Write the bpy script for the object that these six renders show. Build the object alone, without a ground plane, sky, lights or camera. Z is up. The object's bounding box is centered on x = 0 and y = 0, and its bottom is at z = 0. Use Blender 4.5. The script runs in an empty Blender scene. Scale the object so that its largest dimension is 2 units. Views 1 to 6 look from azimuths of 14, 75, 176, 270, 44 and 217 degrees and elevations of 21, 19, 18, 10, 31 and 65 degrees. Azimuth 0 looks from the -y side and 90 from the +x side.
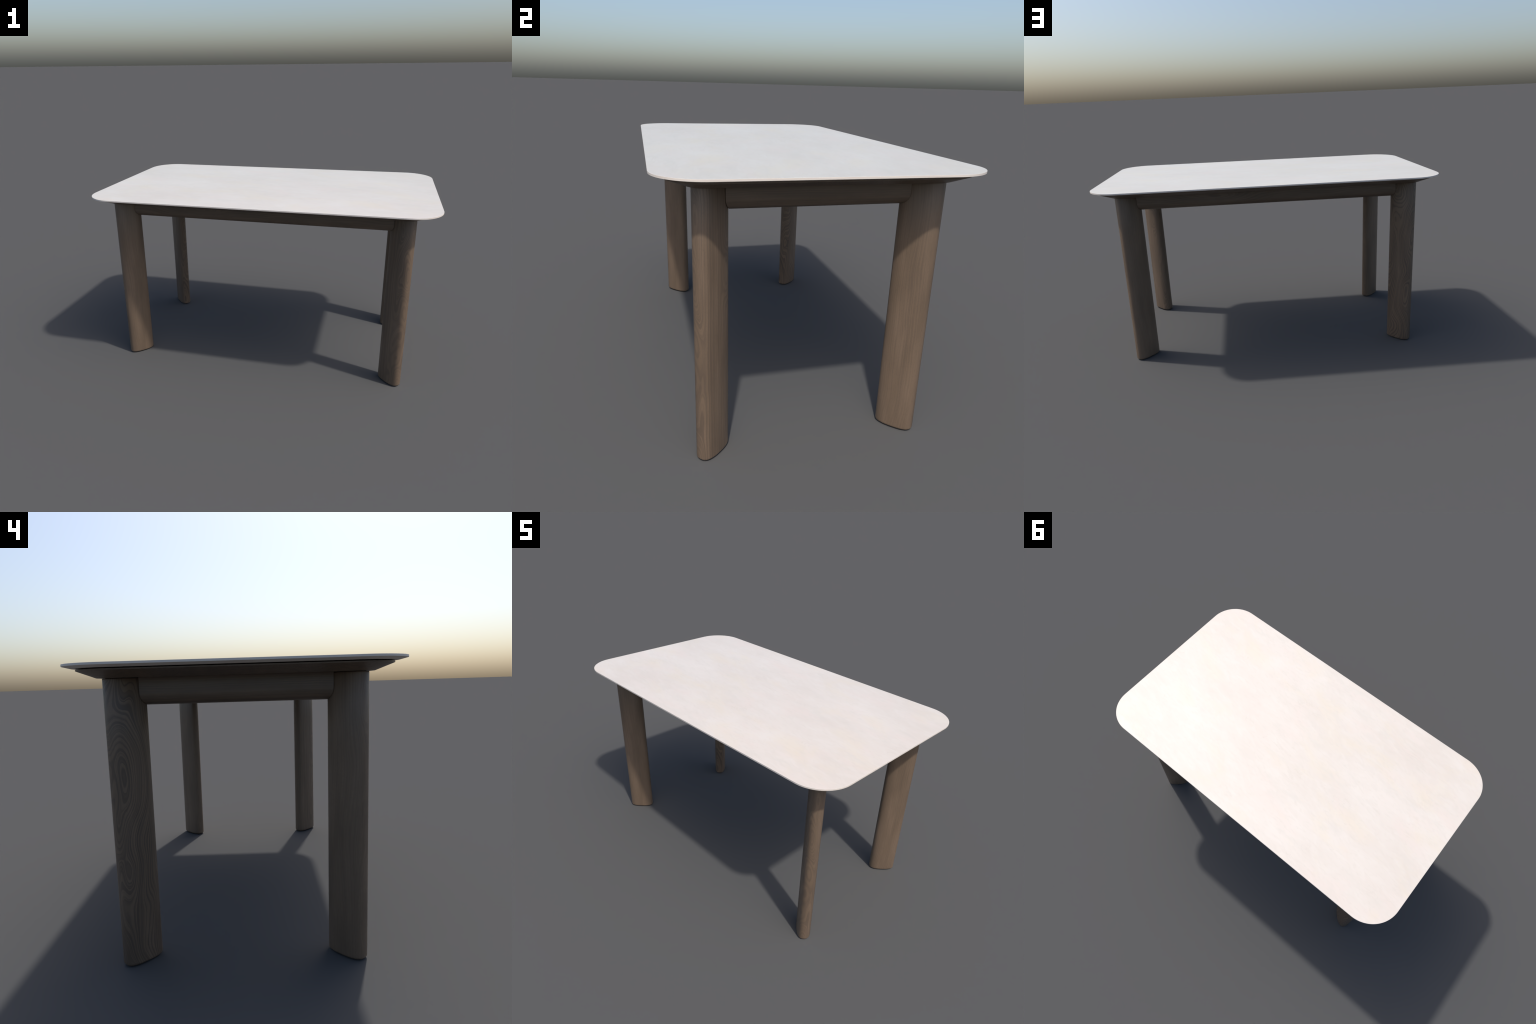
"""Dining table: pale stone slab on a chamfered dark-oak board, four oval legs
standing diagonally under the corners, joined by four aprons with a rounded
lower outer edge.  All sizes below are centimetres; the model is 140 x 80 x 75."""
import bpy, bmesh, math
from mathutils import Vector

CM = 1.0 / 70.0                       # 140 cm long -> 2.00 m

# ------------------------------------------------------------------ sizes
HALF_L, HALF_W, CORNER_R = 70.0, 40.0, 12.0
Z_TOP, Z_EDGE, Z_SLAB = 75.0, 74.5, 74.0
Z_BOARD, Z_LIP, Z_UNDER = 73.75, 73.45, 71.75
BOARD_INSET, BOARD_CHAMFER = 3.0, 4.5
LEG_X, LEG_Y = 56.585, 26.545          # leg axis
LEG_A, LEG_B, LEG_N = 5.36, 2.71, 2.6  # half length, half thickness, roundness
Z_LEG = 71.63
APRON_OUT_X, APRON_OUT_Y = 57.10, 27.08
APRON_T, Z_APRON, APRON_R = 4.6, 65.25, 2.85
JOINT = 0.20                          # open joint between apron and leg


# ------------------------------------------------------------------ helpers
def finish(name, bm, mat, parent, loc=(0, 0, 0), angle=32):
    bmesh.ops.recalc_face_normals(bm, faces=bm.faces)
    me = bpy.data.meshes.new(name)
    bm.to_mesh(me)
    bm.free()
    for p in me.polygons:
        p.use_smooth = True
    me.set_sharp_from_angle(angle=math.radians(angle))
    me.materials.append(mat)
    ob = bpy.data.objects.new(name, me)
    bpy.context.scene.collection.objects.link(ob)
    ob.location = Vector(loc) * CM
    ob.parent = parent
    return ob


def loft(rings, cap_start=True, cap_end=True):
    """Join closed rings (lists of cm points, equal length) into a solid."""
    bm = bmesh.new()
    vs = [[bm.verts.new(Vector(p) * CM) for p in r] for r in rings]
    n = len(vs[0])
    for a, b in zip(vs, vs[1:]):
        for i in range(n):
            bm.faces.new((a[i], a[(i + 1) % n], b[(i + 1) % n], b[i]))
    if cap_start:
        bm.faces.new(vs[0][::-1])
    if cap_end:
        bm.faces.new(vs[-1])
    return bm


def rounded_rectangle(hx, hy, r, z, steps=28):
    pts = []
    for sx, sy, a0 in ((1, 1, 0), (-1, 1, 90), (-1, -1, 180), (1, -1, 270)):
        for i in range(steps + 1):
            a = math.radians(a0 + 90 * i / steps)
            pts.append((sx * (hx - r) + r * math.cos(a),
                        sy * (hy - r) + r * math.sin(a), z))
    return pts


def plate(profile):
    """Solid with rounded-rectangle plan from a list of (inset, z)."""
    return loft([rounded_rectangle(HALF_L - d, HALF_W - d,
                                   max(CORNER_R - d, 1.5), z) for d, z in profile])


def leg_outline(grow=0.0, steps=128):
    """Oval leg section (superellipse), offset along its normals by grow."""
    pts = []
    for i in range(steps):
        t = 2 * math.pi * (i + 0.5) / steps
        c, s = math.cos(t), math.sin(t)
        x = LEG_A * math.copysign(abs(c) ** (2 / LEG_N), c)
        y = LEG_B * math.copysign(abs(s) ** (2 / LEG_N), s)
        nx = math.copysign(abs(x / LEG_A) ** (LEG_N - 1), x) / LEG_A
        ny = math.copysign(abs(y / LEG_B) ** (LEG_N - 1), y) / LEG_B
        k = math.hypot(nx, ny)
        pts.append((x + grow * nx / k, y + grow * ny / k))
    return pts


def inside_leg(x, y, grow):
    dx, dy = abs(x) - LEG_X, abs(y) - LEG_Y
    u, v = (dx + dy) / math.sqrt(2), (dx - dy) / math.sqrt(2)
    return (abs(u) / (LEG_A + grow)) ** LEG_N + (abs(v) / (LEG_B + grow)) ** LEG_N < 1


# ------------------------------------------------------------------ materials
class Nodes:
    def __init__(self, name):
        self.mat = bpy.data.materials.new(name)
        self.mat.use_nodes = True
        self.t = self.mat.node_tree
        self.bsdf = self.t.nodes["Principled BSDF"]

    def new(self, kind, **kw):
        n = self.t.nodes.new(kind)
        for k, v in kw.items():
            setattr(n, k, v)
        return n

    def link(self, a, b):
        self.t.links.new(a, b)

    def put(self, sock, v):
        if isinstance(v, bpy.types.NodeSocket):
            self.link(v, sock)
        else:
            sock.default_value = v

    def math(self, op, a, b=0.0, c=0.0):
        n = self.new("ShaderNodeMath", operation=op)
        for s, v in zip(n.inputs, (a, b, c)):
            self.put(s, v)
        return n.outputs[0]

    def vec(self, x, y, z):
        n = self.new("ShaderNodeCombineXYZ")
        for s, v in zip(n.inputs, (x, y, z)):
            self.put(s, v)
        return n.outputs[0]

    def noise(self, vector, scale=1.0, detail=2.0, rough=0.5, distort=0.0):
        n = self.new("ShaderNodeTexNoise")
        self.link(vector, n.inputs["Vector"])
        n.inputs["Scale"].default_value = scale
        n.inputs["Detail"].default_value = detail
        n.inputs["Roughness"].default_value = rough
        n.inputs["Distortion"].default_value = distort
        return n.outputs["Fac"]

    def ramp(self, fac, stops, interp="LINEAR"):
        n = self.new("ShaderNodeValToRGB")
        e = n.color_ramp.elements
        n.color_ramp.interpolation = interp
        while len(e) < len(stops):
            e.new(0.5)
        for el, (p, c) in zip(e, stops):
            el.position = p
            el.color = (*c, 1) if len(c) == 3 else (c[0], c[0], c[0], 1)
        self.link(fac, n.inputs[0])
        return n.outputs[0]

    def mix(self, fac, a, b, blend="MIX"):
        n = self.new("ShaderNodeMix", data_type="RGBA", blend_type=blend)
        self.put(n.inputs["Factor"], fac)
        self.put(n.inputs["A"], a if isinstance(a, bpy.types.NodeSocket) else (*a, 1))
        self.put(n.inputs["B"], b if isinstance(b, bpy.types.NodeSocket) else (*b, 1))
        return n.outputs["Result"]

    def coords_cm(self):
        tc = self.new("ShaderNodeTexCoord")
        sc = self.new("ShaderNodeVectorMath", operation="SCALE")
        sc.inputs["Scale"].default_value = 1 / CM
        self.link(tc.outputs["Object"], sc.inputs[0])
        sp = self.new("ShaderNodeSeparateXYZ")
        self.link(sc.outputs[0], sp.inputs[0])
        return sc.outputs[0], dict(zip("xyz", sp.outputs))


def wood(name, grain, ring, seed, figure=2.6, bow=0.0, line=0.62, spacing=0.62,
         turn=0.0, calm=0.0, shade=1.0, eye=None, drop=0.0):
    """Stained ash: growth rings stacked along axis `ring`, fibres along `grain`.
    figure = how far (cm) the rings wander, which opens cathedral arches;
    turn = angle of the ring axis around the fibres; calm = depth (cm from the
    axis) below which the wandering dies down; shade = colour multiplier, darker below 1;
    eye = (along, across) centre of an oval figure in the grain;
    drop = slide of the figure along the fibres."""
    N = Nodes(name)
    _, ax = N.coords_cm()
    third = next(a for a in "xyz" if a not in (grain, ring))
    g, r, t = ax[grain], ax[ring], ax[third]
    if turn:
        c, s = math.cos(turn), math.sin(turn)
        r, t = (N.math("ADD", N.math("MULTIPLY", r, c), N.math("MULTIPLY", t, s)),
                N.math("ADD", N.math("MULTIPLY", r, -s), N.math("MULTIPLY", t, c)))
    low = N.vec(N.math("MULTIPLY_ADD", r, 0.10, seed * 3.7),
                N.math("MULTIPLY_ADD", t, 0.13, seed * 1.9),
                N.math("MULTIPLY_ADD", g, 0.045, seed * 5.3 + drop * 0.045))
    wander = N.noise(low, 1.0, 1.0, 0.4)
    mid = N.vec(N.math("MULTIPLY", r, 0.5), N.math("MULTIPLY_ADD", t, 0.6, seed),
                N.math("MULTIPLY_ADD", g, 0.16, seed * 2.3))
    wobble = N.noise(mid, 1.0, 2.0, 0.5)
    wander = N.math("SUBTRACT", wander, 0.5)
    if calm:
        m = N.new("ShaderNodeMapRange", interpolation_type="SMOOTHSTEP")
        N.link(N.math("ABSOLUTE", r), m.inputs["Value"])
        m.inputs["From Min"].default_value = 0.45 * calm
        m.inputs["From Max"].default_value = calm
        m.inputs["To Min"].default_value = 0.06
        wander = N.math("MULTIPLY", wander, m.outputs["Result"])
    f = N.math("MULTIPLY_ADD", wander, figure * 2, r)
    f = N.math("MULTIPLY_ADD", wobble, 0.55, f)
    f = N.math("MULTIPLY_ADD", N.math("MULTIPLY", t, t), bow, f)
    if eye:
        a = N.math("DIVIDE", N.math("SUBTRACT", g, eye[0]), 14.0)
        b = N.math("DIVIDE", N.math("SUBTRACT", t, eye[1]), 2.4)
        q = N.math("ADD", N.math("MULTIPLY", a, a), N.math("MULTIPLY", b, b))
        f = N.math("ADD", f, N.math("MULTIPLY_ADD", t, 0.9, N.math("DIVIDE", 6.0, N.math("ADD", q, 1.0))))
    # uneven ring widths
    uneven = N.new("ShaderNodeTexNoise", noise_dimensions="1D")
    N.link(N.math("MULTIPLY", f, 0.55), uneven.inputs["W"])
    uneven.inputs["Detail"].default_value = 1.0
    f2 = N.math("MULTIPLY_ADD", uneven.outputs["Fac"], 1.1, f)
    phase = N.math("FRACT", N.math("DIVIDE", f2, spacing))
    ringmask = N.ramp(phase, [(0.0, (0.0,)), (0.30, (0.08,)), (0.55, (0.70,)),
                              (0.78, (1.0,)), (0.90, (0.85,)), (1.0, (0.0,))])
    # how strongly each region shows its rings
    vary = N.noise(N.vec(N.math("MULTIPLY", r, 0.25), N.math("MULTIPLY", t, 0.25),
                         N.math("MULTIPLY_ADD", g, 0.03, seed)), 1.0, 1.0)
    strength = N.math("MULTIPLY", N.ramp(vary, [(0.3, (0.6,)), (0.6, (1.0,))]), line)
    # long thin pores and fibres
    fib = N.noise(N.vec(N.math("MULTIPLY", r, 5.0), N.math("MULTIPLY", t, 5.0),
                        N.math("MULTIPLY_ADD", g, 0.22, seed)), 1.0, 3.0, 0.6)
    pores = N.noise(N.vec(N.math("MULTIPLY", r, 11.0), N.math("MULTIPLY", t, 11.0),
                          N.math("MULTIPLY_ADD", g, 2.2, seed)), 1.0, 2.0, 0.6)
    tone = N.noise(N.vec(N.math("MULTIPLY", r, 0.3), N.math("MULTIPLY", t, 0.3),
                         N.math("MULTIPLY_ADD", g, 0.05, seed * 1.3)), 1.0, 3.0, 0.55)
    base = N.ramp(tone, [(0.30, (0.134, 0.094, 0.063)), (0.50, (0.160, 0.112, 0.075)),
                         (0.70, (0.184, 0.129, 0.088))])
    dark = (0.074, 0.055, 0.043)
    col = N.mix(N.math("MULTIPLY", ringmask, strength), base, dark)
    col = N.mix(N.ramp(fib, [(0.40, (0.0,)), (0.68, (0.24,))]), col, (0.106, 0.075, 0.054))
    col = N.mix(N.ramp(pores, [(0.56, (0.0,)), (0.72, (0.35,))]), col, (0.071, 0.050, 0.038))
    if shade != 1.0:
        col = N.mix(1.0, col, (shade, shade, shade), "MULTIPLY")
    N.link(col, N.bsdf.inputs["Base Color"])
    N.link(N.ramp(fib, [(0.3, (0.38,)), (0.7, (0.50,))]), N.bsdf.inputs["Roughness"])
    N.bsdf.inputs["Specular IOR Level"].default_value = 0.5
    bump = N.new("ShaderNodeBump")
    bump.inputs["Strength"].default_value = 0.12
    bump.inputs["Distance"].default_value = 0.002
    N.link(N.math("SUBTRACT", fib, N.math("MULTIPLY", pores, 0.5)), bump.inputs["Height"])
    N.link(bump.outputs[0], N.bsdf.inputs["Normal"])
    return N.mat


def stone(name):
    """Polished off-white sintered stone: soft clouds drawn out along the table,
    touched with rose, cream and grey, and a few short hairline veins."""
    N = Nodes(name)
    v, ax = N.coords_cm()
    x, y = ax["x"], ax["y"]
    a = math.radians(-8)
    u = N.math("ADD", N.math("MULTIPLY", x, math.cos(a)), N.math("MULTIPLY", y, math.sin(a)))
    w = N.math("ADD", N.math("MULTIPLY", x, -math.sin(a)), N.math("MULTIPLY", y, math.cos(a)))

    def streak(su, sw, seed, detail=4.0, rough=0.55, distort=0.0):
        return N.noise(N.vec(N.math("MULTIPLY", u, su), N.math("MULTIPLY", w, sw), seed),
                       1.0, detail, rough, distort)
    cloud = streak(0.022, 0.040, 3.1, 3.0)
    fine = streak(0.13, 0.34, 7.7, 4.0, 0.6, 0.6)
    thin = streak(0.34, 1.0, 63.0, 4.0, 0.62, 0.8)
    rose = streak(0.05, 0.10, 12.4, 5.0, 0.62, 0.4)
    cream = streak(0.042, 0.075, 21.9, 5.0, 0.62, 0.4)
    grey = streak(0.08, 0.20, 33.3, 5.0, 0.62, 0.4)
    vein = streak(0.05, 0.16, 41.0, 5.0, 0.6, 1.4)
    patch = streak(0.05, 0.08, 55.0, 2.0)
    col = N.ramp(cloud, [(0.35, (0.598, 0.540, 0.482)), (0.65, (0.640, 0.586, 0.530))])
    col = N.mix(N.ramp(fine, [(0.42, (0.0,)), (0.70, (0.5,))]), col, (0.655, 0.612, 0.560))
    col = N.mix(N.ramp(rose, [(0.50, (0.0,)), (0.72, (0.55,))]), col, (0.650, 0.556, 0.502))
    col = N.mix(N.ramp(cream, [(0.52, (0.0,)), (0.74, (0.60,))]), col, (0.640, 0.565, 0.450))
    col = N.mix(N.ramp(grey, [(0.54, (0.0,)), (0.76, (0.50,))]), col, (0.555, 0.522, 0.470))
    col = N.mix(N.ramp(thin, [(0.50, (0.0,)), (0.72, (0.38,))]), col, (0.560, 0.510, 0.450))
    line = N.ramp(N.math("ABSOLUTE", N.math("SUBTRACT", vein, 0.5)),
                  [(0.0, (1.0,)), (0.018, (0.0,))])
    gate = N.ramp(patch, [(0.54, (0.0,)), (0.68, (0.30,))])
    col = N.mix(N.math("MULTIPLY", line, gate), col, (0.50, 0.45, 0.39))
    # base colour darkened and cooled at flat view angles, painting in sheen falloff
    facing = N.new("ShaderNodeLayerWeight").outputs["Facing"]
    grazing_tint = N.ramp(facing, [(0.30, (1.0, 1.0, 1.0)), (0.50, (0.985, 0.972, 0.970)),
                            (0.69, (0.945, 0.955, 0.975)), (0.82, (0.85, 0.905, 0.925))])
    col = N.mix(1.0, col, grazing_tint, "MULTIPLY")
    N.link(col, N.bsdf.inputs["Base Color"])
    N.bsdf.inputs["Roughness"].default_value = 0.5
    N.bsdf.inputs["Specular IOR Level"].default_value = 0.05
    N.bsdf.inputs["Coat Weight"].default_value = 1.0
    N.bsdf.inputs["Coat Roughness"].default_value = 0.51
    N.bsdf.inputs["Coat IOR"].default_value = 1.45
    return N.mat


def stone_edge(name):
    """Honed, unpolished rim and underside of the slab."""
    N = Nodes(name)
    v, ax = N.coords_cm()
    n = N.noise(N.vec(N.math("MULTIPLY", ax["x"], 0.15), N.math("MULTIPLY", ax["y"], 0.15),
                      N.math("MULTIPLY", ax["z"], 0.6)), 1.0, 4.0)
    N.link(N.ramp(n, [(0.35, (0.645, 0.580, 0.520)), (0.65, (0.675, 0.620, 0.560))]),
           N.bsdf.inputs["Base Color"])
    N.bsdf.inputs["Roughness"].default_value = 0.5
    return N.mat


# ------------------------------------------------------------------ the table
table = bpy.data.objects.new("dining_table", None)
bpy.context.scene.collection.objects.link(table)
table["label"] = "rounded pale stone dining table on dark oak oval legs"
table["category"] = "dining table"

# stone slab: thin upright edge, then an undercut running back to the flat underside
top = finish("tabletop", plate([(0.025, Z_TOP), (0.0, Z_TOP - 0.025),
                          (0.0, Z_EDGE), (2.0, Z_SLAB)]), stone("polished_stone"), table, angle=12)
top.data.materials.append(stone_edge("honed_stone"))
for p in top.data.polygons:
    p.material_index = 0 if p.normal.z > 0.8 else 1

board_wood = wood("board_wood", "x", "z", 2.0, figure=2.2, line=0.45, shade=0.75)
finish("spacer", plate([(9.0, Z_SLAB - 0.002), (9.0, Z_BOARD + 0.002)]), board_wood, table)
d = BOARD_INSET
finish("support_board", plate([(d, Z_BOARD), (d, Z_LIP), (d + BOARD_CHAMFER, Z_UNDER)]),
       board_wood, table, angle=12)

# legs ---------------------------------------------------------------
def leg_mesh():
    FOOT = 0.85
    levels = []
    for i in range(9):                               # rounded foot
        a = math.pi / 2 * i / 8
        levels.append((-FOOT * (1 - math.sin(a)), FOOT * (1 - math.cos(a))))
    levels += [(0.0, z) for z in (18.0, 36.0, 54.0, Z_LEG - 0.12)]
    levels += [(-0.04, Z_LEG - 0.04), (-0.12, Z_LEG), (-0.7, Z_LEG), (-0.7, Z_UNDER + 0.05)]
    return loft([[(x, y, z) for x, y in leg_outline(g)] for g, z in levels])

LEGS = ((1, -1, 1.0, 9.0, 0.58, -45, 4.2), (1, 1, 4.0, 2.0, 0.30, 0, 0),
        (-1, 1, 7.0, 10.0, 0.95, 18, 0), (-1, -1, 10.0, 1.6, 0.30, 0, 0))
for sx, sy, seed, figure, line, turn, calm in LEGS:
    mat = wood("leg_wood", "z", "x", seed, figure=figure, bow=0.05, line=line,
               spacing=0.85 if line > 0.5 else 0.62, turn=math.radians(turn), calm=calm, drop=7.0 if turn > 0 else 0.0)
    leg = finish("leg", leg_mesh(), mat, table, (sx * LEG_X, sy * LEG_Y, 0))
    leg.rotation_euler = (0, 0, math.atan2(sy, sx))


# aprons -------------------------------------------------------------
def apron_profile():
    """(depth behind the outer face, z), outer-bottom edge well rounded."""
    pts = [(0.0, Z_UNDER + 0.05), (0.0, 70.5), (0.0, 69.3)]
    cz = Z_APRON + APRON_R
    for i in range(0, 15):
        a = math.pi / 2 * i / 14
        pts.append((APRON_R * (1 - math.cos(a)), cz - APRON_R * math.sin(a)))
    for i in range(0, 6):
        a = math.pi / 2 * i / 5
        pts.append((APRON_T - 0.6 + 0.6 * math.sin(a), Z_APRON + 0.6 * (1 - math.cos(a))))
    pts += [(APRON_T, 69.0), (APRON_T, Z_UNDER + 0.05)]
    return pts

def apron(along, side, mat):
    """Beam whose ends are scribed to the leg's curved flank."""
    outer = APRON_OUT_X if along == "y" else APRON_OUT_Y
    far = LEG_Y if along == "y" else LEG_X
    ring_a, ring_b = [], []
    for depth, z in apron_profile():
        c = outer - depth
        e = far - 8.0
        while e < far and not inside_leg(*((c, e) if along == "y" else (e, c)), JOINT):
            e += 0.01
        for ring, s in ((ring_a, -1), (ring_b, 1)):
            ring.append((-depth * side, s * e, z) if along == "y" else (s * e, -depth * side, z))
    rings = [ring_a]
    for k in range(1, 8):
        f = k / 8
        rings.append([tuple(p * (1 - f) + q * f for p, q in zip(a, b))
                      for a, b in zip(ring_a, ring_b)])
    rings.append(ring_b)
    loc = (side * outer, 0, 0) if along == "y" else (0, side * outer, 0)
    return finish("apron", loft(rings), mat, table, loc)

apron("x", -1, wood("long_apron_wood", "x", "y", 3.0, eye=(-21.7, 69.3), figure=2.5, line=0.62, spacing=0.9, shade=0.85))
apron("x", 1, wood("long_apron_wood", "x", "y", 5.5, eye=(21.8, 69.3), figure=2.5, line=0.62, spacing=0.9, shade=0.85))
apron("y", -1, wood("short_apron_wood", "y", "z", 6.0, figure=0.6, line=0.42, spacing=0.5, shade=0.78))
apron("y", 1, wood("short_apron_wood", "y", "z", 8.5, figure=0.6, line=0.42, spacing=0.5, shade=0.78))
